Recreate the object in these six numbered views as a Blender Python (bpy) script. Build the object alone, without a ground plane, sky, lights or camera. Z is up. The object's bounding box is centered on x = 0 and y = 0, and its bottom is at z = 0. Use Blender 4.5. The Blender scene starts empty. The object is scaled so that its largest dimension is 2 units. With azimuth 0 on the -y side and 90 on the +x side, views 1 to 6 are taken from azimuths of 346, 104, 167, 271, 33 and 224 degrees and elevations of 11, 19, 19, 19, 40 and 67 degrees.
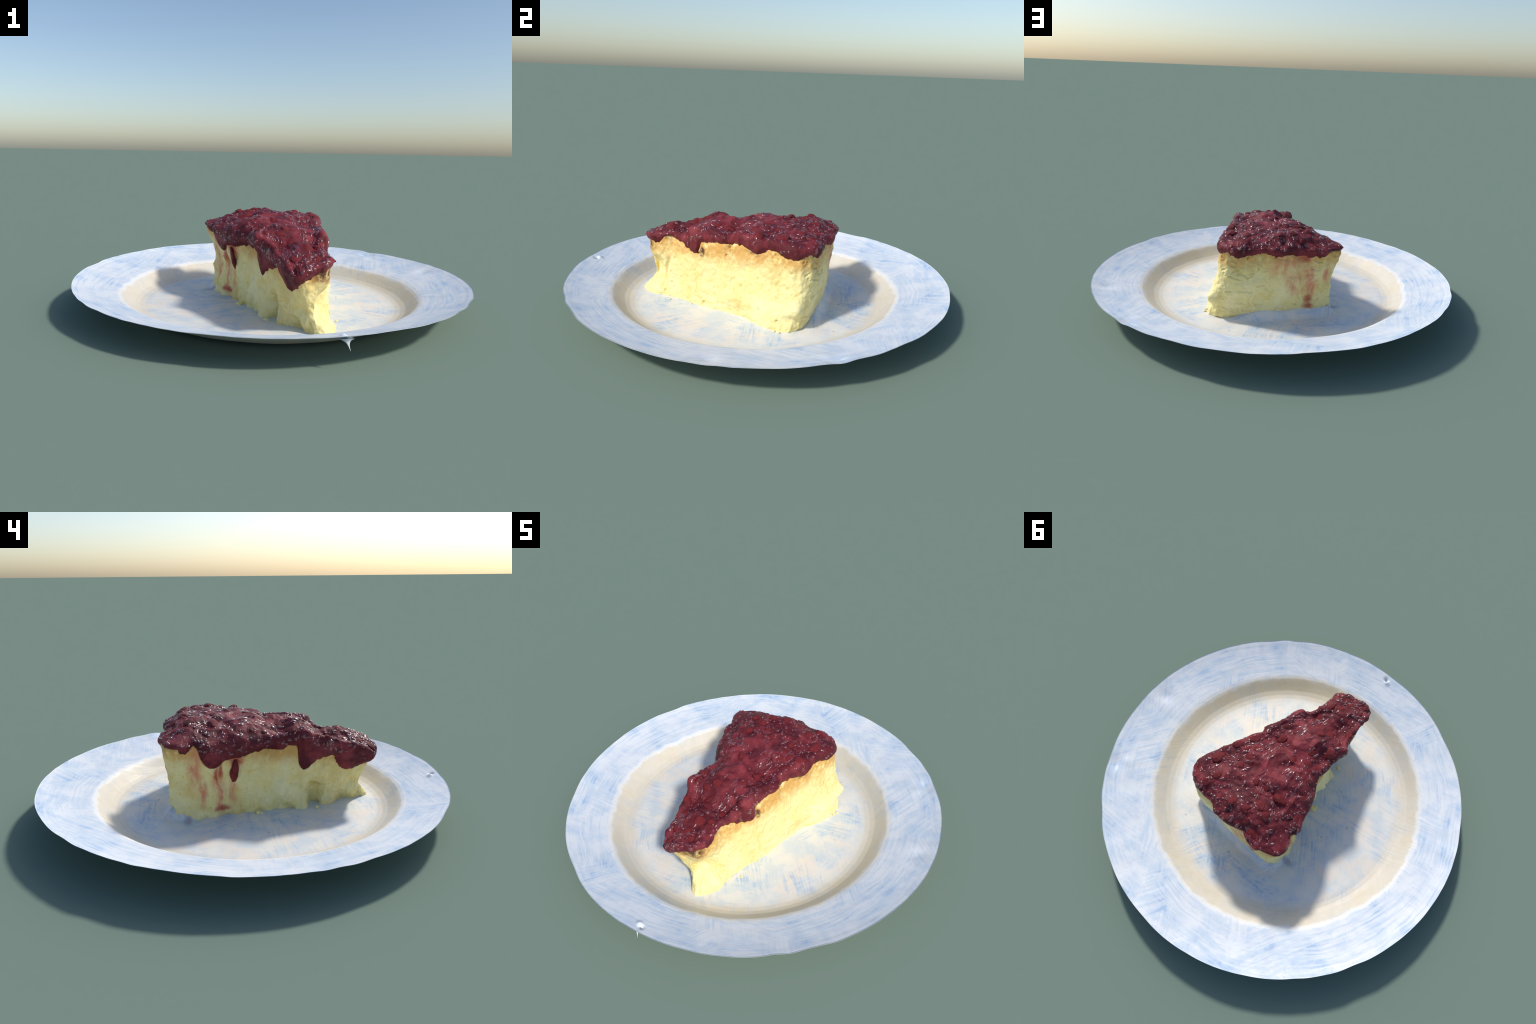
"""A slice of baked cheesecake with a cherry topping on a hand-brushed blue and white plate."""
import bpy, bmesh, math
import numpy as np
from mathutils import Vector

rng = np.random.default_rng(7)

# ---------------------------------------------------------------- numeric helpers
def smooth(a, b, x):
    t = np.clip((np.asarray(x, float) - a) / (b - a), 0, 1)
    return t * t * (3 - 2 * t)

def hash3(i, j, k, seed):
    h = (i.astype(np.int64) * 374761393 + j.astype(np.int64) * 668265263
         + k.astype(np.int64) * 2147483647 + seed * 974634777) & 0x7FFFFFFF
    h = ((h ^ (h >> 13)) * 1274126177) & 0x7FFFFFFF
    h = ((h ^ (h >> 15)) * 1103515245) & 0x7FFFFFFF
    return ((h ^ (h >> 16)) & 0xFFFFFF) / float(0xFFFFFF)

def vnoise(P, seed=0):
    """smooth value noise in -1..1"""
    F = np.floor(P); f = P - F; F = F.astype(int)
    f = f * f * f * (f * (f * 6 - 15) + 10)
    out = 0
    for dx in (0, 1):
        for dy in (0, 1):
            for dz in (0, 1):
                w = (f[:, 0] if dx else 1 - f[:, 0]) * (f[:, 1] if dy else 1 - f[:, 1]) * (f[:, 2] if dz else 1 - f[:, 2])
                out = out + w * hash3(F[:, 0] + dx, F[:, 1] + dy, F[:, 2] + dz, seed)
    return out * 2 - 1

def fbm(P, octaves=4, seed=0, gain=0.5):
    s, a, t = 0, 1.0, 0
    for o in range(octaves):
        s = s + a * vnoise(P * 2 ** o + 17.3 * o, seed + o); t += a; a *= gain
    return s / t

def worley(P, seed=0):
    """distance to the nearest and second nearest jittered cell point"""
    F = np.floor(P).astype(int)
    d1 = np.full(len(P), 9.0); d2 = np.full(len(P), 9.0)
    for dx in (-1, 0, 1):
        for dy in (-1, 0, 1):
            for dz in (-1, 0, 1):
                c = F + np.array([dx, dy, dz])
                q = np.stack([c[:, k] + hash3(c[:, 0], c[:, 1], c[:, 2], seed + 31 * (k + 1)) for k in range(3)], 1)
                d = np.linalg.norm(P - q, axis=1)
                d2 = np.where(d < d1, d1, np.minimum(d2, d)); d1 = np.minimum(d1, d)
    return d1, d2

def thin_plate(pts, smoothing=1e-4):
    """smooth surface z(x, y) through a few measured heights"""
    pts = np.array(pts, float); X = pts[:, :2]; n = len(X)
    U = lambda r: np.where(r > 1e-9, r * r * np.log(np.maximum(r, 1e-9)), 0)
    K = U(np.linalg.norm(X[:, None] - X[None], axis=2)) + smoothing * np.eye(n)
    A = np.zeros((n + 3, n + 3)); A[:n, :n] = K; A[:n, n] = 1; A[:n, n + 1:] = X; A[n, :n] = 1; A[n + 1:, :n] = X.T
    w = np.linalg.solve(A, np.concatenate([pts[:, 2], np.zeros(3)]))
    def H(Q):
        Q = Q[:, :2]
        return U(np.linalg.norm(Q[:, None] - X[None], axis=2)) @ w[:n] + w[n] + Q @ w[n + 1:]
    return H

def grid_mesh(name, P, faces, mat, smooth_shade=True):
    me = bpy.data.meshes.new(name)
    me.from_pydata([tuple(p) for p in P], [], [tuple(int(i) for i in f) for f in faces])
    me.validate(); me.update()
    if smooth_shade:
        me.polygons.foreach_set("use_smooth", [True] * len(me.polygons))
    me.materials.append(mat)
    ob = bpy.data.objects.new(name, me)
    bpy.context.scene.collection.objects.link(ob)
    return ob

def quad_grid(rows, cols, wrap=True):
    r = np.arange(rows - 1)[:, None]; c = np.arange(cols if wrap else cols - 1)[None]
    c2 = (c + 1) % cols
    return np.stack([r * cols + c, r * cols + c2, (r + 1) * cols + c2, (r + 1) * cols + c], 2).reshape(-1, 4)

def grid_normals(G):
    """normals of a (rows, wrapped cols, 3) grid"""
    du = np.roll(G, -1, 1) - np.roll(G, 1, 1)
    dv = np.gradient(G, axis=0)
    n = np.cross(du, dv); return n / np.maximum(np.linalg.norm(n, axis=2, keepdims=True), 1e-9)

# ---------------------------------------------------------------- material helpers
class Nodes:
    def __init__(self, name):
        self.m = bpy.data.materials.new(name); self.m.use_nodes = True
        self.t = self.m.node_tree; self.t.nodes.clear()
        self.out = self.t.nodes.new("ShaderNodeOutputMaterial")
        self.b = self.t.nodes.new("ShaderNodeBsdfPrincipled")
        self.t.links.new(self.b.outputs[0], self.out.inputs[0])
        self.co = self.t.nodes.new("ShaderNodeTexCoord").outputs["Object"]
    def put(self, sock, v):
        if hasattr(v, "is_output"): self.t.links.new(v, sock)
        else: sock.default_value = v
    def math(self, op, a, b=0.0, c=None, clamp=False):
        n = self.t.nodes.new("ShaderNodeMath"); n.operation = op; n.use_clamp = clamp
        self.put(n.inputs[0], a); self.put(n.inputs[1], b)
        if c is not None: self.put(n.inputs[2], c)
        return n.outputs[0]
    def vmath(self, op, a, b=(0, 0, 0)):
        n = self.t.nodes.new("ShaderNodeVectorMath"); n.operation = op
        self.put(n.inputs[0], a); self.put(n.inputs[1], b)
        return n.outputs["Value"] if op in ("LENGTH", "DOT_PRODUCT", "DISTANCE") else n.outputs[0]
    def sep(self, v):
        n = self.t.nodes.new("ShaderNodeSeparateXYZ"); self.put(n.inputs[0], v); return n.outputs
    def comb(self, x, y, z):
        n = self.t.nodes.new("ShaderNodeCombineXYZ")
        for s, v in zip(n.inputs, (x, y, z)): self.put(s, v)
        return n.outputs[0]
    def scale(self, v, s):
        return self.vmath("MULTIPLY", v, s if not isinstance(s, (int, float)) else (s, s, s))
    def noise(self, v, scale=5, detail=4, rough=0.55, dist=0.0, color=False):
        n = self.t.nodes.new("ShaderNodeTexNoise"); self.put(n.inputs["Vector"], v)
        n.inputs["Scale"].default_value = scale; n.inputs["Detail"].default_value = detail
        n.inputs["Roughness"].default_value = rough; n.inputs["Distortion"].default_value = dist
        return n.outputs["Color" if color else "Fac"]
    def voronoi(self, v, scale=20, feature="F1", out="Distance"):
        n = self.t.nodes.new("ShaderNodeTexVoronoi"); n.feature = feature; self.put(n.inputs["Vector"], v)
        n.inputs["Scale"].default_value = scale; return n.outputs[out]
    def remap(self, v, a, b, lo=0.0, hi=1.0, smooth_=True):
        n = self.t.nodes.new("ShaderNodeMapRange"); n.interpolation_type = "SMOOTHSTEP" if smooth_ else "LINEAR"
        for s, x in zip(n.inputs[:5], (v, a, b, lo, hi)): self.put(s, x)
        return n.outputs[0]
    def mix(self, f, a, b):
        n = self.t.nodes.new("ShaderNodeMix"); n.data_type = "RGBA"
        self.put(n.inputs[0], f)
        for s, v in ((n.inputs[6], a), (n.inputs[7], b)):
            self.put(s, v if hasattr(v, "is_output") else (*v, 1))
        return n.outputs[2]
    def blob(self, v, centre, radii, soft=0.5):
        d = self.vmath("LENGTH", self.vmath("DIVIDE", self.vmath("SUBTRACT", v, centre), radii))
        return self.remap(d, 1.0 + soft, 1.0 - soft)
    def union(self, masks):
        r = masks[0]
        for m in masks[1:]: r = self.math("MAXIMUM", r, m)
        return r
    def bump(self, h, strength=0.3, dist=0.01, normal=None):
        n = self.t.nodes.new("ShaderNodeBump"); n.inputs["Strength"].default_value = strength
        n.inputs["Distance"].default_value = dist; self.put(n.inputs["Height"], h)
        if normal is not None: self.t.links.new(normal, n.inputs["Normal"])
        return n.outputs[0]

# ---------------------------------------------------------------- materials
def plate_material():
    N = Nodes("brushed_glaze"); co = N.co
    warp = N.vmath("SUBTRACT", N.noise(co, 3.5, 3, color=True), (.5, .5, .5))
    p = N.vmath("ADD", co, N.scale(warp, 0.05))
    x, y, z = N.sep(N.vmath("ADD", p, (0.015, 0.026, 0)))
    flat = N.comb(x, y, 0.0)
    r = N.vmath("LENGTH", flat)
    ang = N.math("ARCTAN2", y, x)
    # brush strokes: noise squeezed along the stroke, in three stroke directions
    def strokes(rot, sx, sy, detail=5):
        c, s = math.cos(rot), math.sin(rot)
        u = N.math("ADD", N.math("MULTIPLY", x, c), N.math("MULTIPLY", y, s))
        v = N.math("SUBTRACT", N.math("MULTIPLY", y, c), N.math("MULTIPLY", x, s))
        return N.noise(N.comb(N.math("MULTIPLY", u, sx), N.math("MULTIPLY", v, sy), rot * 3.1), 1.0, detail, 0.6)
    ring = N.noise(N.comb(N.math("MULTIPLY", N.math("SINE", ang), 3.2), N.math("MULTIPLY", N.math("COSINE", ang), 3.2),
                          N.math("MULTIPLY", r, 85.0)), 1.0, 5, 0.62)
    s1 = strokes(0.15, 4.2, 80.0); s2 = strokes(2.25, 4.6, 84.0); s3 = strokes(1.15, 4.4, 80.0)
    sel = N.noise(flat, 1.7, 2)
    sel2 = N.noise(N.vmath("ADD", flat, (5, 3, 1)), 1.9, 2)
    st = N.mix(N.remap(sel, .44, .56), s1, s2)
    st = N.mix(N.remap(sel2, .47, .6), st, s3)
    onrim = N.remap(r, 0.70, 0.80)
    st = N.mix(N.math("MULTIPLY", N.remap(N.noise(flat, 2.3, 2), .36, .58), N.math("ADD", N.math("MULTIPLY", onrim, .6), .35)), st, ring)
    patch = N.noise(N.vmath("ADD", flat, (1.3, 7.7, 0)), 3.2, 4, .6)
    patch2 = N.noise(N.vmath("ADD", flat, (9.3, 2.7, 0)), 9.0, 4, .6)
    density = N.math("ADD", N.remap(patch, .34, .68, -.04, .07), N.remap(patch2, .3, .7, -.05, .05))
    light = N.remap(N.math("ADD", st, density), .42, .62)
    deep = N.math("MULTIPLY", N.remap(N.math("ADD", st, density), .56, .68), N.remap(patch2, .46, .66))
    white = N.mix(N.remap(patch2, .4, .65), (.69, .72, .75), (.60, .655, .725))
    blue = N.mix(N.math('MULTIPLY', light, .75), white, (.49, .59, .70))
    blue = N.mix(N.math("MULTIPLY", deep, .7), blue, (.27, .42, .63))
    # the cream wall of the well, and the creamier floor
    floor_white = N.mix(N.remap(patch2, .35, .65), (.75, .73, .67), (.60, .65, .67))
    pink = N.noise(N.vmath("ADD", flat, (2.1, 4.4, 0)), 6.0, 4, .6)
    floor_white = N.mix(N.math('MULTIPLY', N.remap(pink, .48, .64), .8), floor_white, (.79, .71, .61))
    floor = N.mix(N.math("MULTIPLY", N.remap(N.math("ADD", st, density), .48, .70), N.remap(patch, .36, .56, .35, 1.0)), floor_white, (.48, .58, .68))
    floor = N.mix(N.math("MULTIPLY", N.math("MULTIPLY", deep, N.remap(patch, .44, .58)), .5), floor, (.22, .37, .60))
    wob = N.math("ADD", r, N.math("MULTIPLY", N.math("SUBTRACT", N.noise(flat, 14, 4), .5), .045))
    wall = N.math("MULTIPLY", N.remap(wob, .60, .67), N.remap(wob, .765, .735))
    cream = N.mix(N.noise(co, 16, 4), (.60, .53, .40), (.73, .66, .54))
    col = N.mix(N.remap(wob, .735, .765), floor, blue)
    col = N.mix(N.math("MULTIPLY", wall, N.remap(patch2, .3, .6, .95, .7)), col, cream)
    # the scan's white specular ring, painted as a pale line round the well
    crest = N.math("MULTIPLY", N.remap(wob, .738, .752), N.remap(wob, .776, .760))
    col = N.mix(N.math("MULTIPLY", crest, .45), col, (.86, .83, .77))
    # fine scratches
    scr = N.voronoi(N.vmath("ADD", flat, N.scale(warp, .25)), 5.0, "DISTANCE_TO_EDGE")
    col = N.mix(N.math("MULTIPLY", N.remap(scr, .006, .0), .28), col, (.38, .44, .56))
    # cherry juice specks and a purple-grey spot by the slice
    specks = N.union([N.blob(co, c, rr, .5) for c, rr in (
        ((-.285, .255, .02), (.035, .018, .03)), ((-.02, .44, .02), (.010, .006, .03)), ((-.13, .46, .02), (.007, .005, .03)),
        ((-.23, -.26, .02), (.008, .005, .03)), ((-.40, -.12, .02), (.007, .005, .03)), ((.31, .46, .02), (.006, .005, .03)),
        ((-.33, .02, .02), (.006, .005, .03)))])
    col = N.mix(N.math("MULTIPLY", specks, .45), col, (.23, .14, .20))
    N.put(N.b.inputs["Base Color"], col)
    N.put(N.b.inputs["Roughness"], N.remap(st, .3, .7, .42, .55))
    N.b.inputs["Specular IOR Level"].default_value = .3
    h = N.math("ADD", N.math("MULTIPLY", st, .5), N.noise(co, 6, 3))
    N.put(N.b.inputs["Normal"], N.bump(h, .25, .012))
    return N.m

def custard_material():
    N = Nodes("baked_custard"); co = N.co
    w = N.vmath("SUBTRACT", N.noise(co, 14, 3, color=True), (.5, .5, .5))
    q = N.vmath("ADD", co, N.scale(w, .05))
    x, y, z = N.sep(q)
    n1 = N.noise(co, 9, 4); n2 = N.noise(co, 38, 4, .6)
    col = N.mix(N.remap(n1, .35, .65), (.83, .71, .29), (.85, .76, .38))
    # buttery flecks and the horizontal streaks of a torn curd
    lay = N.noise(N.scale(q, (7, 7, 34)), 1.0, 4, .6)
    col = N.mix(N.math("MULTIPLY", N.remap(lay, .56, .74), .55), col, (.70, .47, .10))
    col = N.mix(N.math("MULTIPLY", N.remap(n2, .60, .76), .5), col, (.72, .50, .14))
    # custard is tanned towards the top, blotchy
    tan = N.remap(N.math("SUBTRACT", z, N.math("MULTIPLY", y, .10)), .13, .31)
    blot = N.noise(co, 17, 5, .62)
    col = N.mix(N.math("MULTIPLY", tan, N.remap(blot, .38, .62, .15, .75)), col, (.78, .62, .26))
    col = N.mix(N.math("MULTIPLY", N.remap(N.voronoi(q, 26), .20, .06), .5), col, (.68, .42, .10))
    torn = N.noise(N.vmath("ADD", N.scale(q, (8, 8, 4)), (3, 1, 7)), 1.0, 5, .65)
    col = N.mix(N.math("MULTIPLY", N.remap(torn, .49, .66), .55), col, (.71, .51, .16))
    col = N.mix(N.math("MULTIPLY", N.remap(torn, .44, .30), .5), col, (.86, .79, .48))
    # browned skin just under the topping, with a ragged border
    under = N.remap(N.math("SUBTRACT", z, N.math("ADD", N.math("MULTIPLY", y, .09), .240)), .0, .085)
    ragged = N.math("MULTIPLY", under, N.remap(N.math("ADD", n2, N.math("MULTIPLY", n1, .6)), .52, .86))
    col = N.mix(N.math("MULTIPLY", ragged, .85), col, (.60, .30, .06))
    # dark brown patches below the topping border and at the tip
    dark_spots = N.union([N.blob(q, (.06, -.60, .275), (.05, .05, .035), .6), N.blob(q, (.135, -.50, .33), (.03, .045, .02), .5),
                     N.blob(q, (.215, -.250, .290), (.05, .020, .030), .2), N.blob(q, (.30, .02, .345), (.04, .05, .012), .7)])
    col = N.mix(N.math("MULTIPLY", dark_spots, N.remap(n2, .38, .56, .25, .95)), col, (.075, .026, .014))
    # cherry juice running down the rear and the left side
    def runs(spots, soft):
        return N.union([N.blob(q, c, rr, soft) for c, rr in spots])
    pale = runs([((.015, .345, .31), (.07, .06, .06)), ((-.035, .34, .23), (.045, .06, .05)), ((-.035, .34, .18), (.03, .06, .04)),
                 ((-.115, .345, .27), (.035, .06, .09)), ((-.125, .34, .18), (.045, .06, .05)), ((-.21, .345, .26), (.02, .05, .05)),
                 ((-.265, .22, .25), (.06, .03, .10)), ((-.25, .19, .15), (.06, .022, .07)),
                 ((-.215, .115, .20), (.06, .022, .10)), ((-.20, .105, .11), (.06, .02, .08)),
                 ((-.17, .045, .13), (.06, .016, .06)), ((-.19, .03, .27), (.05, .03, .04))], .75)
    trick = N.noise(N.scale(q, (26, 26, 9)), 1.0, 4, .6)
    col = N.mix(N.math("MULTIPLY", pale, N.remap(trick, .40, .60, .25, .88)), col, (.66, .20, .11))
    strong = runs([((-.09, .35, .345), (.035, .05, .025)), ((-.115, .335, .11), (.022, .05, .03)), ((-.12, .33, .072), (.03, .05, .02)),
                   ((-.205, .10, .045), (.05, .03, .014)), ((-.20, .03, .275), (.06, .022, .035)), ((-.215, .10, .24), (.06, .012, .05)), ((-.225, .12, .215), (.04, .008, .05))], .6)
    col = N.mix(N.math("MULTIPLY", strong, .85), col, (.42, .05, .03))
    N.put(N.b.inputs["Base Color"], col)
    N.b.inputs["Roughness"].default_value = .5
    N.b.inputs["Specular IOR Level"].default_value = .35
    N.b.inputs["Subsurface Weight"].default_value = .0
    h = N.math("ADD", N.noise(co, 55, 5, .65), N.math("MULTIPLY", N.voronoi(co, 42), .6))
    N.put(N.b.inputs["Normal"], N.bump(h, .35, .008))
    return N.m

def cherry_material(name, a, b, c, rough=.45, spec=.10, coat=.18):
    N = Nodes(name); co = N.co
    w = N.vmath("SUBTRACT", N.noise(co, 10, 3, color=True), (.5, .5, .5))
    q = N.vmath("ADD", co, N.scale(w, .04))
    n1 = N.noise(q, 9, 5, .6); n2 = N.noise(q, 30, 5, .65)
    cell = N.voronoi(q, 17, "SMOOTH_F1", "Color")
    k = N.math("ADD", N.math("MULTIPLY", N.sep(cell)[0], .35), N.math("MULTIPLY", n2, .65))
    col = N.mix(N.remap(k, .32, .68), a, b)
    col = N.mix(N.math("MULTIPLY", N.remap(n1, .52, .70), .8), col, c)
    N.put(N.b.inputs["Base Color"], col)
    N.put(N.b.inputs["Roughness"], N.remap(n1, .3, .7, rough, rough + .16))
    N.b.inputs["Specular IOR Level"].default_value = spec
    N.b.inputs["Coat Weight"].default_value = coat
    N.b.inputs["Coat Roughness"].default_value = .10
    h = N.math("ADD", N.noise(q, 34, 4, .6), N.math("MULTIPLY", N.noise(co, 95, 3, .6), .35))
    N.put(N.b.inputs["Normal"], N.bump(h, .35, .010))
    h2 = N.math("ADD", N.noise(co, 60, 3, .6), N.math("MULTIPLY", N.noise(co, 130, 2, .5), .5))
    N.put(N.b.inputs["Coat Normal"], N.bump(h2, .9, .016))
    return N.m

M_PLATE = plate_material()
M_CUSTARD = custard_material()
M_CHERRY = cherry_material("cherry_sauce", (.090, .011, .016), (.222, .033, .041), (.066, .010, .016))
M_GLINT = cherry_material('glint_gloss', (.11, .013, .018), (.20, .030, .036), (.090, .011, .016), .15, .8, .7)
M_FRUIT = cherry_material("cherry_flesh", (.10, .009, .012), (.23, .030, .032), (.10, .010, .018), .38)

root = bpy.data.objects.new("cheesecake_on_plate", None)
bpy.context.scene.collection.objects.link(root)
root["label"] = "cherry topped baked cheesecake slice on blue brushed plate"
root["category"] = "cake"
def part(ob, parent=root):
    ob.parent = parent; return ob

# ---------------------------------------------------------------- plate
PITCH = (-0.001, 0.008)
LIFT = 0.0030                      # the plate leans a little
C0 = np.array([-0.015, -0.026])              # the well sits a little off centre
DENT = np.array([0.030, -0.952])
profile = np.array([(0, .010), (.40, .010), (.58, .0105), (.640, .0125), (.665, .017), (.690, .028), (.712, .045),
                    (.735, .064), (.752, .0765), (.768, .0835), (.785, .0875), (.82, .0945), (.87, .106), (.92, .1175), (.965, .1300), (.985, .1372), (1.0, .1418)])

def plate_z(x, y):
    r = np.hypot(x - C0[0], y - C0[1]); R = np.hypot(x, y)
    k = smooth(.70, 1.0, r); rr = r * (1 - k) + R * k
    z = np.interp(rr, profile[:, 0], profile[:, 1])
    z = z + (PITCH[0] * x + PITCH[1] * y) * (.5 + .5 * smooth(.6, 1, rr)) + (LIFT - .006 * x * x - .009 * x * y) * smooth(.7, 1, rr)
    return z

def build_plate():
    NA = 720
    t = np.linspace(0, 1, 130)
    rad = np.unique(np.concatenate([np.linspace(.004, .56, 80), np.linspace(.56, .80, 60), np.linspace(.80, 1, 34)]))
    th = np.arange(NA) / NA * 2 * np.pi
    cs, sn = np.cos(th), np.sin(th)
    circ = np.stack([cs, sn, 0 * cs], 1)
    # slightly uneven rim, with a few shallow nicks
    edge = .9945 + .0030 * fbm(circ * 3.0, 3, 5) + .0012 * vnoise(circ * 14, 9) + .005 * np.cos(2 * th + .15)
    for a, d, wdt in ((-150, .006, 3), (-118, .010, 4), (-52, .010, 3), (52, .010, 4), (137, .004, 3), (155, .006, 3), (88, .005, 5), (30, .004, 3), (-42, .012, 4)):
        edge -= .55 * d * np.exp(-((np.degrees(th) - a + 180) % 360 - 180) ** 2 / wdt ** 2)
    rimz = .003 * fbm(circ * 2.2 + 4, 3, 15) + .0014 * vnoise(circ * 16, 19)
    R = rad[:, None] * (1 + (edge[None] - 1) * smooth(.6, 1, rad)[:, None])
    cen = C0[None, None] * (1 - smooth(.70, 1.0, rad))[:, None, None]
    X = R * cs + cen[..., 0]; Y = R * sn + cen[..., 1]
    Z = np.interp(rad, profile[:, 0], profile[:, 1])[:, None] + (PITCH[0] * X + PITCH[1] * Y) * (.5 + .5 * smooth(.6, 1, rad))[:, None] + (LIFT - .006 * X * X - .009 * X * Y) * smooth(.7, 1, rad)[:, None]
    Z += rimz[None] * smooth(.7, 1, rad)[:, None]
    flat = np.stack([X, Y, 0 * X], 2).reshape(-1, 3)
    Z += (.0022 * fbm(flat * 4, 3, 25) * smooth(.05, .5, rad)[:, None].repeat(NA, 1).ravel()).reshape(Z.shape)
    # dented glaze pimple near the rim and a pressed fold on the far side
    def g(px, py, s): return np.exp(-((X - px) ** 2 + (Y - py) ** 2) / s ** 2)
    Z += -.020 * g(.036, -.956, .011) + .012 * g(.020, -.944, .014)
    Z += -.010 * g(.79, .54, .05) + .007 * g(.75, .50, .035) - .006 * g(.92, .05, .04)
    # plate floor raised in a low bank along the rear foot of the slice
    Z += .048 * smooth(.392, .340, Y + .012 * fbm(flat * 14, 2, 27).reshape(X.shape)) * smooth(.20, .30, Y) * smooth(-.285, -.235, X) * smooth(.36, .10, X)
    top = np.stack([X, Y, Z], 2)
    # underside: follows the top, thin at the lip, with a flat bottom
    th_ = np.interp(rad, [0, .30, .42, .62, .72, .95, 1], [.012, .012, .003, .003, .008, .005, .0015])
    bot = top.copy(); bot[..., 2] -= th_[:, None]
    bot[..., 2] = np.where(rad[:, None] < .56, np.minimum(bot[..., 2], .008), bot[..., 2])
    bot[..., 2] = np.maximum(bot[..., 2], 0.0005)
    bot[..., 2] = np.where(rad[:, None] < .30, 0.0, bot[..., 2])
    nr = len(rad)
    P = np.concatenate([top.reshape(-1, 3), bot.reshape(-1, 3), [[C0[0], C0[1], .010], [C0[0], C0[1], 0]]])
    f = quad_grid(nr, NA); faces = [tuple(q) for q in f]
    off = nr * NA
    faces += [tuple(q[::-1] + off) for q in f]
    o = (nr - 1) * NA; i = np.arange(NA); j = (i + 1) % NA
    faces += list(zip(o + i, off + o + i, off + o + j, o + j))
    faces += [(2 * off, a, b) for a, b in zip(i, j)] + [(2 * off + 1, off + b, off + a) for a, b in zip(i, j)]
    ob = grid_mesh("plate", P, faces, M_PLATE)
    return part(ob)

plate = build_plate()

def build_drip():
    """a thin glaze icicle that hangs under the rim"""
    tip = np.array([.032, -.985, .078]); base = np.array([.022, -.966, float(plate_z(np.array(.022), np.array(-.966))) - .006])
    n, m = 28, 24; G = np.zeros((n, m, 3))
    for i in range(n):
        t = i / (n - 1)
        c = base * (1 - t) + tip * t
        rr = .0025 * (1 - t) + .024 * (1 - t) ** 5 + .004 * (1 - t) ** 1.4 + .0003
        a = np.arange(m) / m * 2 * np.pi
        G[i] = c + np.stack([np.cos(a) * rr, np.sin(a) * rr * .38, 0 * a + .010 * (1 - t) ** 6 * np.cos(a) * -.1], 1)
    f = [tuple(q) for q in quad_grid(n, m)] + [tuple(range(m))[::-1], tuple(range((n - 1) * m, n * m))]
    return part(grid_mesh("glaze_drip", G.reshape(-1, 3), f, M_PLATE), plate)
build_drip()

# ---------------------------------------------------------------- the slice: outlines measured round the wedge
# s runs 0..1 along the right side, 1..2 along the rear, 2..3 along the left side, 3..4 round the tip
base_line = [(0, .118, -.612), (.09, .160, -.540), (.17, .150, -.455), (.25, .178, -.372), (.38, .236, -.240), (.50, .248, -.140), (.62, .280, -.02),
             (.71, .305, .035), (.78, .350, .090), (.88, .388, .160), (.97, .398, .232), (1.0, .394, .258), (1.05, .362, .290), (1.15, .300, .312),
             (1.32, .187, .328), (1.46, .093, .328), (1.6, .000, .326), (1.74, -.096, .320), (1.87, -.185, .318), (1.96, -.232, .312), (2.0, -.250, .290),
             (2.05, -.266, .235), (2.2, -.226, .120), (2.36, -.168, -.01), (2.46, -.146, -.10), (2.535, -.118, -.180), (2.585, -.092, -.210), (2.63, -.100, -.255),
             (2.67, -.106, -.295), (2.705, -.040, -.335), (2.75, -.032, -.372), (2.79, -.074, -.400), (2.825, -.070, -.430), (2.87, -.012, -.475), (2.94, .006, -.545),
             (3.0, .025, -.605), (3.3, .050, -.634), (3.6, .075, -.642), (3.85, .105, -.632), (4, .118, -.612)]
low_line = [(0, .098, -.568), (.09, .124, -.528), (.17, .148, -.455), (.25, .175, -.372), (.38, .225, -.245), (.50, .254, -.140), (.62, .292, -.02),
            (.71, .318, .045), (.78, .350, .095), (.88, .382, .165), (.97, .400, .255), (1.0, .396, .284), (1.05, .362, .318), (1.15, .300, .340),
            (1.32, .190, .352), (1.46, .095, .358), (1.6, .000, .364), (1.74, -.096, .356), (1.87, -.190, .350), (1.96, -.230, .343), (2.0, -.248, .322),
            (2.05, -.256, .258), (2.2, -.226, .130), (2.36, -.166, -.01), (2.5, -.138, -.13), (2.585, -.122, -.205), (2.63, -.116, -.250), (2.67, -.106, -.293),
            (2.705, -.062, -.335), (2.75, -.056, -.370), (2.80, -.082, -.405), (2.87, -.032, -.470), (2.94, -.015, -.535),
            (3.0, .005, -.566), (3.3, .030, -.578), (3.6, .056, -.580), (3.85, .084, -.576), (4, .098, -.568)]
mid_line = [(0, .096, -.582), (.09, .118, -.530), (.17, .138, -.455), (.25, .168, -.375), (.38, .212, -.250), (.50, .244, -.140), (.62, .276, -.02),
            (.78, .322, .100), (.88, .338, .175), (.97, .355, .270), (1.0, .350, .304), (1.05, .322, .338), (1.15, .280, .362),
            (1.32, .190, .374), (1.46, .095, .374), (1.6, .000, .372), (1.74, -.096, .364), (1.87, -.190, .354), (1.96, -.230, .348), (2.0, -.246, .330),
            (2.05, -.246, .262), (2.2, -.212, .130), (2.36, -.160, -.01), (2.5, -.128, -.13), (2.63, -.118, -.250), (2.68, -.120, -.296),
            (2.75, -.104, -.360), (2.87, -.060, -.460), (2.94, -.052, -.545),
            (3.0, -.050, -.614), (3.3, .000, -.606), (3.6, .038, -.598), (3.85, .076, -.590), (4, .096, -.582)]
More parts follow.
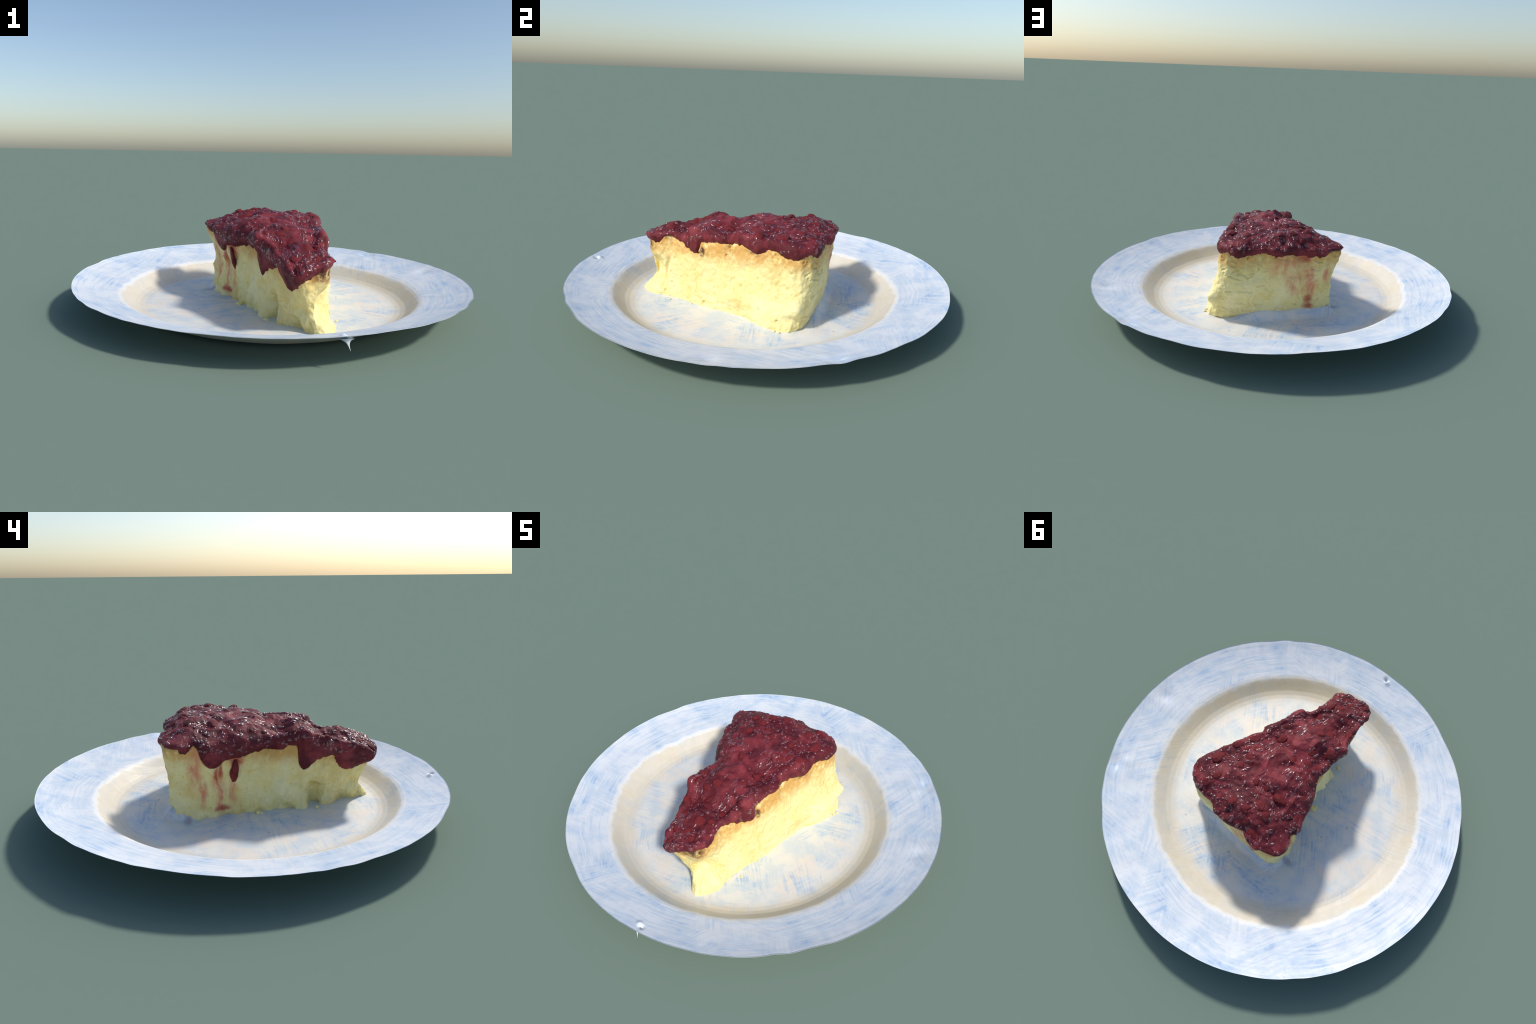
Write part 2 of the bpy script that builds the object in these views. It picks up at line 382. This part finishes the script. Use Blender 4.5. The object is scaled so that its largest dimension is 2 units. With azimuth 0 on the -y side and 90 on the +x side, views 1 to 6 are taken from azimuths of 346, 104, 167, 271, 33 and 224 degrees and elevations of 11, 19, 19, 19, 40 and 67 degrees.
top_line = [(0, 0.092, -0.585, 0.312), (0.05, 0.108, -0.550, 0.310), (0.1, 0.112, -0.508, 0.327), (0.17, 0.106, -0.450, 0.334), (0.22, 0.112, -0.415, 0.340), (0.29, 0.130, -0.340, 0.354), (0.345, 0.162, -0.293, 0.390),
            (0.46, 0.186, -0.190, 0.400), (0.53, 0.220, -0.125, 0.400), (0.58, 0.208, -0.084, 0.402), (0.65, 0.234, -0.020, 0.408), (0.77, 0.276, 0.085, 0.412), (0.86, 0.302, 0.165, 0.412),
            (0.95, 0.326, 0.225, 0.408), (1, 0.328, 0.290, 0.405), (1.06, 0.300, 0.333, 0.402), (1.14, 0.245, 0.356, 0.400), (1.25, 0.185, 0.363, 0.400), (1.36, 0.112, 0.367, 0.402),
            (1.43, 0.080, 0.393, 0.404), (1.52, 0.025, 0.389, 0.404), (1.58, -0.010, 0.381, 0.400), (1.68, -0.090, 0.356, 0.395), (1.76, -0.140, 0.380, 0.390), (1.82, -0.182, 0.388, 0.386),
            (1.9, -0.232, 0.369, 0.380), (1.97, -0.292, 0.342, 0.368), (2, -0.308, 0.292, 0.364), (2.07, -0.273, 0.228, 0.382), (2.15, -0.277, 0.160, 0.378), (2.26, -0.245, 0.060, 0.374),
            (2.34, -0.200, -0.015, 0.370), (2.45, -0.147, -0.115, 0.368), (2.54, -0.153, -0.195, 0.384), (2.62, -0.149, -0.275, 0.398), (2.66, -0.165, -0.311, 0.406), (2.69, -0.137, -0.338, 0.388),
            (2.78, -0.111, -0.430, 0.350), (2.89, -0.098, -0.527, 0.320), (2.97, -0.085, -0.614, 0.288), (3, -0.079, -0.636, 0.276), (3.2, -0.048, -0.640, 0.285), (3.45, -0.010, -0.626, 0.295),
            (3.75, 0.060, -0.608, 0.308), (4, 0.092, -0.585, 0.312)]
# height of the lower border of the cherry topping
border = [(0, .295), (.05, .285), (.09, .285), (.12, .325), (.16, .340), (.20, .322), (.26, .302), (.29, .290), (.32, .276), (.345, .272), (.362, .285), (.372, .338), (.44, .350), (.55, .358), (.65, .366),
          (.71, .346), (.76, .348), (.82, .380), (.87, .380), (.92, .356), (.98, .352), (1.04, .372), (1.07, .372), (1.13, .352), (1.22, .362), (1.36, .376), (1.45, .362), (1.58, .368),
          (1.66, .358), (1.76, .352), (1.84, .350), (1.90, .374), (1.97, .372), (2.0, .378), (2.02, .350), (2.05, .330), (2.08, .375), (2.11, .352), (2.125, .300), (2.15, .265), (2.18, .250), (2.21, .253), (2.235, .280), (2.26, .296),
          (2.34, .290), (2.40, .316), (2.50, .322), (2.54, .310), (2.57, .333), (2.615, .333), (2.627, .290), (2.640, .235), (2.655, .212), (2.675, .205), (2.695, .213), (2.71, .240), (2.74, .262), (2.80, .276), (2.835, .268),
          (2.855, .235), (2.88, .195), (2.905, .184), (2.935, .188), (2.96, .205), (3.0, .225), (3.2, .245), (3.45, .262), (3.75, .285), (4, .295)]
H_top = thin_plate([(-.2, .30, .425), (-.1, .30, .440), (.01, .31, .455), (.1, .30, .440), (.2, .29, .438), (.29, .26, .430), (-.22, .2, .430), (-.15, .21, .442), (-.05, .2, .446), (.05, .2, .443), (.15, .2, .440), (.25, .19, .435),
                    (-.19, .1, .425), (-.13, .05, .436), (-.135, -.03, .444), (.0, .045, .450), (.12, .045, .450), (.21, .05, .432), (-.105, -.10, .416), (-.13, -.2, .386), (.0, -.12, .435), (.12, -.1, .415), (.19, -.09, .410),
                    (-.06, -.26, .434), (.04, -.27, .418), (-.14, -.29, .416), (.12, -.28, .398), (.0, -.36, .366), (.07, -.37, .350), (-.08, -.385, .346), (0, -.455, .390), (.06, -.48, .366), (-.06, -.49, .360),
                    (.03, -.53, .362), (.0, -.59, .330), (.06, -.58, .328), (-.05, -.615, .298), (.29, .13, .428), (.0, .37, .420), (-.15, .36, .405), (.15, .36, .415)])

NS = 1000
def sample(table, soft=7):
    T = np.array(table, float); S = np.arange(NS) / NS * 4
    cols = [np.interp(S, T[:, 0], T[:, k]) for k in range(1, T.shape[1])]
    A = np.stack(cols, 1)
    for _ in range(soft):                                      # soften the corners of the polyline
        A = .25 * np.roll(A, 1, 0) + .5 * A + .25 * np.roll(A, -1, 0)
    return A
# spread the stations evenly in length, by resampling every table on equal steps of s within each side
S = np.arange(NS) / NS
def even(table):
    """reparametrize s so each side gets stations in proportion to its length"""
    T = np.array(table, float).copy()
    cuts = np.array([0, .345, .60, .945, 1.0]) * 4
    T[:, 0] = np.interp(T[:, 0], [0, 1, 2, 3, 4], cuts)
    return T
BASE, LOW, MID, TOP = (sample(even(t)) for t in (base_line, low_line, mid_line, top_line))
BORDER = sample(even(border), 10)[:, 0]
s_of = np.interp(np.arange(NS) / NS * 4, np.array([0, .345, .60, .945, 1.0]) * 4, [0, 1, 2, 3, 4])

rear_w = smooth(1.0, 1.15, s_of) * smooth(2.1, 1.98, s_of)
def slice_surface(nside=110, ntop=90):
    """one closed skin: sides from the plate up to the shoulder, then inwards over the top"""
    rows = []
    spine = np.stack([np.interp(TOP[:, 1], [-.6, -.5, .15], [.005, .0, .06]), np.clip(TOP[:, 1], -.53, .12)], 1)
    zt = TOP[:, 2]
    for i in range(nside):
        z = .004 + (zt - .004) * i / (nside - 1)
        f0 = (np.clip((z - .004) / .086, 0, 1) ** (1 - .45 * rear_w))[:, None]; f1 = np.clip((z - .09) / .12, 0, 1)[:, None]; f2 = np.clip((z - .21) / (zt - .21), 0, 1)[:, None]
        xy = BASE + (LOW - BASE) * f0 + (MID - LOW) * f1 + (TOP[:, :2] - MID) * f2
        rows.append(np.column_stack([xy, z]))
    side = np.array(rows)
    for _ in range(40):                                     # round off the joints between the stations
        side[1:-1, :, :2] = .25 * side[:-2, :, :2] + .5 * side[1:-1, :, :2] + .25 * side[2:, :, :2]
    rows = list(side)
    for i in range(1, ntop):
        t = i / (ntop - 1)
        xy = TOP[:, :2] * (1 - t) + spine * t
        k = 1 - (1 - min(1, t / .34)) ** 2.2
        z = TOP[:, 2] + (H_top(xy) - TOP[:, 2]) * k
        rows.append(np.column_stack([xy, z]))
    g = np.array(rows)
    a, b = nside - 24, nside + 24
    for _ in range(22):                                     # a soft shoulder between side and top
        g[a:b] = .25 * g[a - 1:b - 1] + .5 * g[a:b] + .25 * g[a + 1:b + 1]
    return g, nside

G, NSIDE = slice_surface()
NR = len(G)
faces_all = quad_grid(NR, NS)
row = np.arange(NR)[:, None].repeat(NS, 1)
onside = row < NSIDE
hrel = np.clip(row / (NSIDE - 1), 0, 1)
right = (smooth(0, .05, s_of) * smooth(1.03, .97, s_of))[None]
rear = (smooth(.97, 1.03, s_of) * smooth(2.03, 1.97, s_of))[None]
left = (smooth(1.97, 2.03, s_of) * smooth(3.15, 3.0, s_of))[None]

# ---- custard relief
def custard():
    P = G.reshape(-1, 3); n = grid_normals(G).reshape(-1, 3)
    if (n[:NS] @ np.array([0, 0, 1])).mean() > 9: n = -n
    out = np.concatenate([P[:NS] - [0.05, 0, 0], P[:0]])
    rt = np.broadcast_to(right, row.shape).ravel(); re = np.broadcast_to(rear, row.shape).ravel(); lf = np.broadcast_to(left, row.shape).ravel()
    hh = hrel.ravel()
    curd = .0075 * fbm(P * 12, 4, 40) + .0042 * fbm(P * 48, 3, 44)
    w1, w2 = worley(P * 26, 50)
    curd += .0055 * (0.5 - w1) * rt
    pits = -np.clip(.16 - worley(P * 17 + .3, 53)[0], 0, 1) * .075 * rt
    lay = fbm(P * np.array([13, 13, 38]) + 1.5 * fbm(P * 8, 2, 63)[:, None], 4, 60)
    cracks = (-.009 * smooth(.18, .45, lay) + .0035 * lay) * re
    # torn vertical strands with crumbs on the shaded side
    strand = fbm(P * np.array([15, 15, 7.5]), 4, 70)
    ridg = 1 - np.abs(fbm(P * np.array([10, 10, 7.0]), 3, 76)) * 2.4
    tear = (.024 * strand + .014 * np.clip(ridg, 0, 1) * smooth(.85, .2, hh) - .004) * lf
    w3, _ = worley(P * np.array([13, 13, 10.]), 80)
    tear += .026 * (0.45 - w3) * lf * smooth(.65, .25, hh)
    foot = .010 * fbm(P * np.array([18, 18, 30]), 3, 90) * smooth(.14, .0, hh)
    # the ledge that sticks out low on the rear right corner
    lump = .022 * np.exp(-((P[:, 0] - .385) ** 2 + (P[:, 1] - .295) ** 2) / .035 ** 2 - ((P[:, 2] - .125) / .035) ** 2)
    lump -= .016 * np.exp(-((P[:, 0] - .380) ** 2 + (P[:, 1] - .27) ** 2) / .05 ** 2 - ((P[:, 2] - .072) / .022) ** 2)
    # hollow under the overhanging tip on the sunny side, above the ragged foot
    flap = .016 * smooth(-.10, -.27, P[:, 1]) * smooth(-.312, -.290, P[:, 1]) * smooth(.135, .10, P[:, 2] + .03 * fbm(P * 20, 2, 93))
    flap = flap - .026 * np.exp(-((P[:, 1] + .345) / .030) ** 2) * smooth(.17, .08, P[:, 2])
    groove = -.022 * np.exp(-((P[:, 1] + .492 - .25 * (P[:, 2] - .1)) / .012) ** 2) * smooth(.03, .06, P[:, 2]) * smooth(.24, .18, P[:, 2]) * rt
    hollow = groove - 0.060 * np.exp(-np.abs((P[:, 1] + .556) / .055) ** 3 - np.abs((P[:, 2] - .130) / .068) ** 3) * smooth(.03, .07, P[:, 0])
    zb = np.broadcast_to(BORDER[None], row.shape).ravel()
    tipw = np.broadcast_to(smooth(2.7, 2.9, s_of)[None], row.shape).ravel()
    under = -(.014 + .008 * np.maximum(lf, tipw) + .008 * tipw) * smooth(.0, .03, P[:, 2] - zb)
    d = curd + pits + cracks + tear + foot + lump
    d = (d * smooth(.02, -.01, P[:, 2] - zb) + under) * (row.ravel() < NSIDE + 12)
    Q = P + n * d[:, None] + np.outer(hollow, [.95, -.25, 0]) + np.outer(flap * lf, [-1, -.15, 0])
    # keep the skin of the custard well under the topping over the top
    sink = smooth(0, 10, row.ravel() - NSIDE + 1)
    Q = Q - np.column_stack([0 * sink, 0 * sink, sink * .022])
    Q[:, 2] = np.maximum(Q[:, 2], .002)
    return Q

n_G = grid_normals(G)
centre = np.array([.03, -.05, .2])
if (n_G[NSIDE // 2] * (G[NSIDE // 2] - centre)).sum(1).mean() < 0:
    n_G = -n_G
    _gn = grid_normals
    grid_normals = lambda g: -_gn(g)
    faces_all = faces_all[:, ::-1]
CUST = custard()
keep = faces_all[:, :][(faces_all.min(1) // NS) < NSIDE + 22]
used = np.unique(keep); remap_ = np.full(len(CUST), -1); remap_[used] = np.arange(len(used))
body = part(grid_mesh("custard_body", CUST[used], remap_[keep], M_CUSTARD))

# ---- cherry topping: a lumpy skin that swells out of the custard above its border
def topping():
    P = G.reshape(-1, 3); n = grid_normals(G).reshape(-1, 3)
    z = P[:, 2]
    zb = np.broadcast_to(BORDER[None], row.shape).ravel()
    side = onside.ravel()
    wob = .008 * fbm(P * 26, 3, 100) + .008 * fbm(P * np.array([75, 75, 30]), 3, 103)
    above = np.where(side, z - zb + wob, .2)
    lf = np.broadcast_to(left, row.shape).ravel()
    tt = np.clip((row.ravel() - NSIDE) / (NR - 1 - NSIDE), 0, 1)
    k = smooth(0, .30, tt)[:, None]
    n = n * (1 - k) + np.array([0, 0, 1.0]) * k; n /= np.linalg.norm(n, axis=1, keepdims=True)
    thick = np.where(lf > .5, .014, 0.015 + .003 * np.broadcast_to(right, row.shape).ravel())
    swell = -.012 + (thick + .012) * np.sqrt(smooth(-.012, .030, above))
    swell = swell * (1 - smooth(0, .25, tt))
    q = P + .018 * np.stack([fbm(P * 10, 2, 105 + c) for c in range(3)], 1)
    lumps, _ = worley(q * 10.5, 110)
    mids, _ = worley(q * 24 + .7, 120)
    folds = 1 - np.abs(fbm(q * 8, 3, 126)) * 2
    rel = .023 * (.48 - lumps) * (1.2 - lumps) + .005 * (.48 - mids) + .013 * (folds - .55) + .011 * fbm(P * 6, 2, 130) + .006 * fbm(q * 22, 2, 135) + .0016 * fbm(P * 48, 3, 140)
    rel -= rel[~side].mean()
    topw = np.where(side, .35 + .5 * smooth(.02, .08, above), 1.0)
    d = swell + np.where(above > -.03, rel * topw * smooth(-.012, .02, above), 0)
    return P + n * d[:, None], above

TOPP, ABOVE = topping()
fk = faces_all[(ABOVE[faces_all] > -.020).all(1)]
used = np.unique(fk); remap_ = np.full(len(TOPP), -1); remap_[used] = np.arange(len(used))
top_ob = grid_mesh("cherry_topping", TOPP[used], remap_[fk], M_CHERRY)
part(top_ob)
# ---- pieces of cherry half sunk in the sauce
def fruit_mesh(seed):
    bm = bmesh.new(); bmesh.ops.create_icosphere(bm, subdivisions=4, radius=1)
    me = bpy.data.meshes.new("cherry_piece"); bm.to_mesh(me); bm.free()
    V = np.array([v.co[:] for v in me.vertices])
    r = 1 + .28 * fbm(V * 1.3 + seed * 3.1, 3, 200 + seed) + .05 * fbm(V * 5, 2, 230 + seed)
    w, w2 = worley(V * 1.2 + seed, 260 + seed)
    r -= .16 * np.clip(w - .45, 0, 1)
    V = V * r[:, None]; V = np.sign(V) * np.abs(V) ** .88
    for v, c in zip(me.vertices, V): v.co = c
    me.polygons.foreach_set("use_smooth", [True] * len(me.polygons)); me.materials.append(M_FRUIT)
    return me
FRUIT = [fruit_mesh(k) for k in range(5)]
TG = TOPP.reshape(NR, NS, 3); TN = grid_normals(TG)
placed = []
tries = 0
while len(placed) < 46 and tries < 4000:
    tries += 1
    r_ = int(rng.integers(NSIDE + 7, NR - 8)); c_ = int(rng.integers(0, NS))
    if rng.random() > (1 - max(0, r_ - NSIDE) / 95) + .05: continue
    if not onside[r_, c_] or (ABOVE.reshape(NR, NS)[r_, c_] > .035 and left[0, c_] < .5):
        p, nn = TG[r_, c_], TN[r_, c_]
        size = rng.uniform(.018, .032)
        if any(np.linalg.norm(p - q) < (size + s2) * 1.15 for q, s2 in placed): continue
        placed.append((p, size))
        ob = bpy.data.objects.new("cherry_piece", FRUIT[int(rng.integers(5))])
        bpy.context.scene.collection.objects.link(ob)
        z = Vector(nn); q = z.to_track_quat("Z", "Y")
        ob.rotation_mode = "QUATERNION"
        from mathutils import Quaternion
        ob.rotation_quaternion = q @ Quaternion((0, 0, 1), rng.uniform(0, 6.28))
        ob.scale = (size * rng.uniform(.9, 1.35), size * rng.uniform(.75, 1.05), size * rng.uniform(.55, .75))
        ob.location = Vector(p - nn * size * .42)
        part(ob, top_ob)

def glint_beads(count=1000):
    """little glossy beads and worms modelled to give the topping its white highlights"""
    V, F = [], []
    nb = 8
    while count:
        r0 = rng.uniform(NSIDE - 16, NR - 10); c0 = rng.uniform(0, NS)
        if rng.random() > (1 - max(0, r0 - NSIDE) / (NR - NSIDE)) + .04: continue
        if r0 < NSIDE and ABOVE.reshape(NR, NS)[int(r0), int(c0) % NS] < .03: continue
        count -= 1
        steps = int(rng.choice([3, 4, 5, 7, 9])); a = rng.uniform(0, 6.28); bend = rng.uniform(-.45, .45)
        wid = rng.uniform(.0032, .0085); pts = []
        frac = max(.10, 1 - max(0, r0 - NSIDE) / (NR - 1 - NSIDE))
        for k in range(steps):
            pts.append((r0, c0)); r0 += math.cos(a) * 1.0; c0 += math.sin(a) * 1.15 / frac; a += bend
        R = [min(NR - 3, max(NSIDE - 18, int(p[0] + .5))) for p in pts]; C = [int(p[1] + .5) % NS for p in pts]
        P = TG[R, C]; Nn = TN[R, C]
        P[1:-1] = .25 * P[:-2] + .5 * P[1:-1] + .25 * P[2:]
        T = np.gradient(P, axis=0); T /= np.maximum(np.linalg.norm(T, axis=1, keepdims=True), 1e-6)
        B = np.cross(T, Nn); B /= np.maximum(np.linalg.norm(B, axis=1, keepdims=True), 1e-6)
        if np.linalg.norm(P[-1] - P[0]) > .05: continue
        base = len(V)
        for k in range(steps):
            t = k / (steps - 1); w = wid * max(.08, math.sin(math.pi * (.04 + .92 * t))) ** .6
            for m in range(nb):
                u = math.pi * m / (nb - 1)
                V.append(P[k] + B[k] * math.cos(u) * w + Nn[k] * (math.sin(u) * w * .55 - .0004))
        for k in range(steps - 1):
            for m in range(nb - 1):
                q = base + k * nb + m; F.append((q, q + 1, q + nb + 1, q + nb))
        F.append(tuple(base + m for m in range(nb))); F.append(tuple(base + (steps - 1) * nb + m for m in range(nb))[::-1])
    ob = grid_mesh("glint_beads", V, F, M_GLINT); ob["kind"] = "stuff"
    bm = bmesh.new(); bm.from_mesh(ob.data); bmesh.ops.recalc_face_normals(bm, faces=bm.faces); bm.to_mesh(ob.data); bm.free()
    part(ob, top_ob)
glint_beads()

def teardrop(name, p0, p1, r0, r1, nrm, mat, parent, flat=.5):
    """a run of juice or fruit lying on a wall"""
    p0, p1 = np.array(p0), np.array(p1); nrm = np.array(nrm) / np.linalg.norm(nrm)
    ax = p1 - p0; L = np.linalg.norm(ax); ax /= L; side = np.cross(ax, nrm)
    n, m = 26, 20; rows = []
    for i in range(n):
        t = i / (n - 1)
        rr = (r0 * (1 - t) + r1 * t) * math.sqrt(max(0.0004, math.sin(math.pi * (t * .94 + .03))))
        a = np.arange(m) / m * 2 * np.pi
        rows.append(p0 + ax * (t * L) + np.outer(np.cos(a), side) * rr + np.outer(np.sin(a), nrm) * rr * flat)
    V = np.concatenate(rows); V = V + .0015 * np.stack([fbm(V * 50, 2, 300 + k) for k in range(3)], 1)
    f = [tuple(q) for q in quad_grid(n, m)] + [tuple(range(m))[::-1], tuple(range((n - 1) * m, n * m))]
    return part(grid_mesh(name, V, f, mat), parent)
teardrop("cherry_drop", (-.212, .030, .290), (-.186, .046, .172), .018, .025, (-1, -.1, .2), M_FRUIT, top_ob, .55)

# ---- custard crumbs fallen on the plate
def crumbs():
    bm = bmesh.new()
    for cx, cy, s in ((-.185, -.07, .013), (-.19, -.085, .008), (-.12, -.36, .010), (.20, -.43, .006), (-.05, -.44, .009), (.41, .215, .007), (.37, .15, .008), (.40, .19, .006),
                      (.345, .095, .006), (.22, -.30, .005), (.33, .275, .006), (-.17, .03, .008)):
        r = bmesh.ops.create_icosphere(bm, subdivisions=3, radius=s)
        for v in r["verts"]:
            q = np.array(v.co)[None] / s
            k = 1 + .35 * float(fbm(q * 1.5 + cx * 90, 2, 400)[0])
            v.co = Vector((v.co.x * k * 1.3 + cx, v.co.y * k + cy, v.co.z * k * .7 + float(plate_z(np.array(cx), np.array(cy))) + s * .3))
    me = bpy.data.meshes.new("custard_crumbs"); bm.to_mesh(me); bm.free()
    me.polygons.foreach_set("use_smooth", [True] * len(me.polygons)); me.materials.append(M_CUSTARD)
    ob = bpy.data.objects.new("custard_crumbs", me); bpy.context.scene.collection.objects.link(ob)
    ob["kind"] = "stuff"; part(ob)
crumbs()
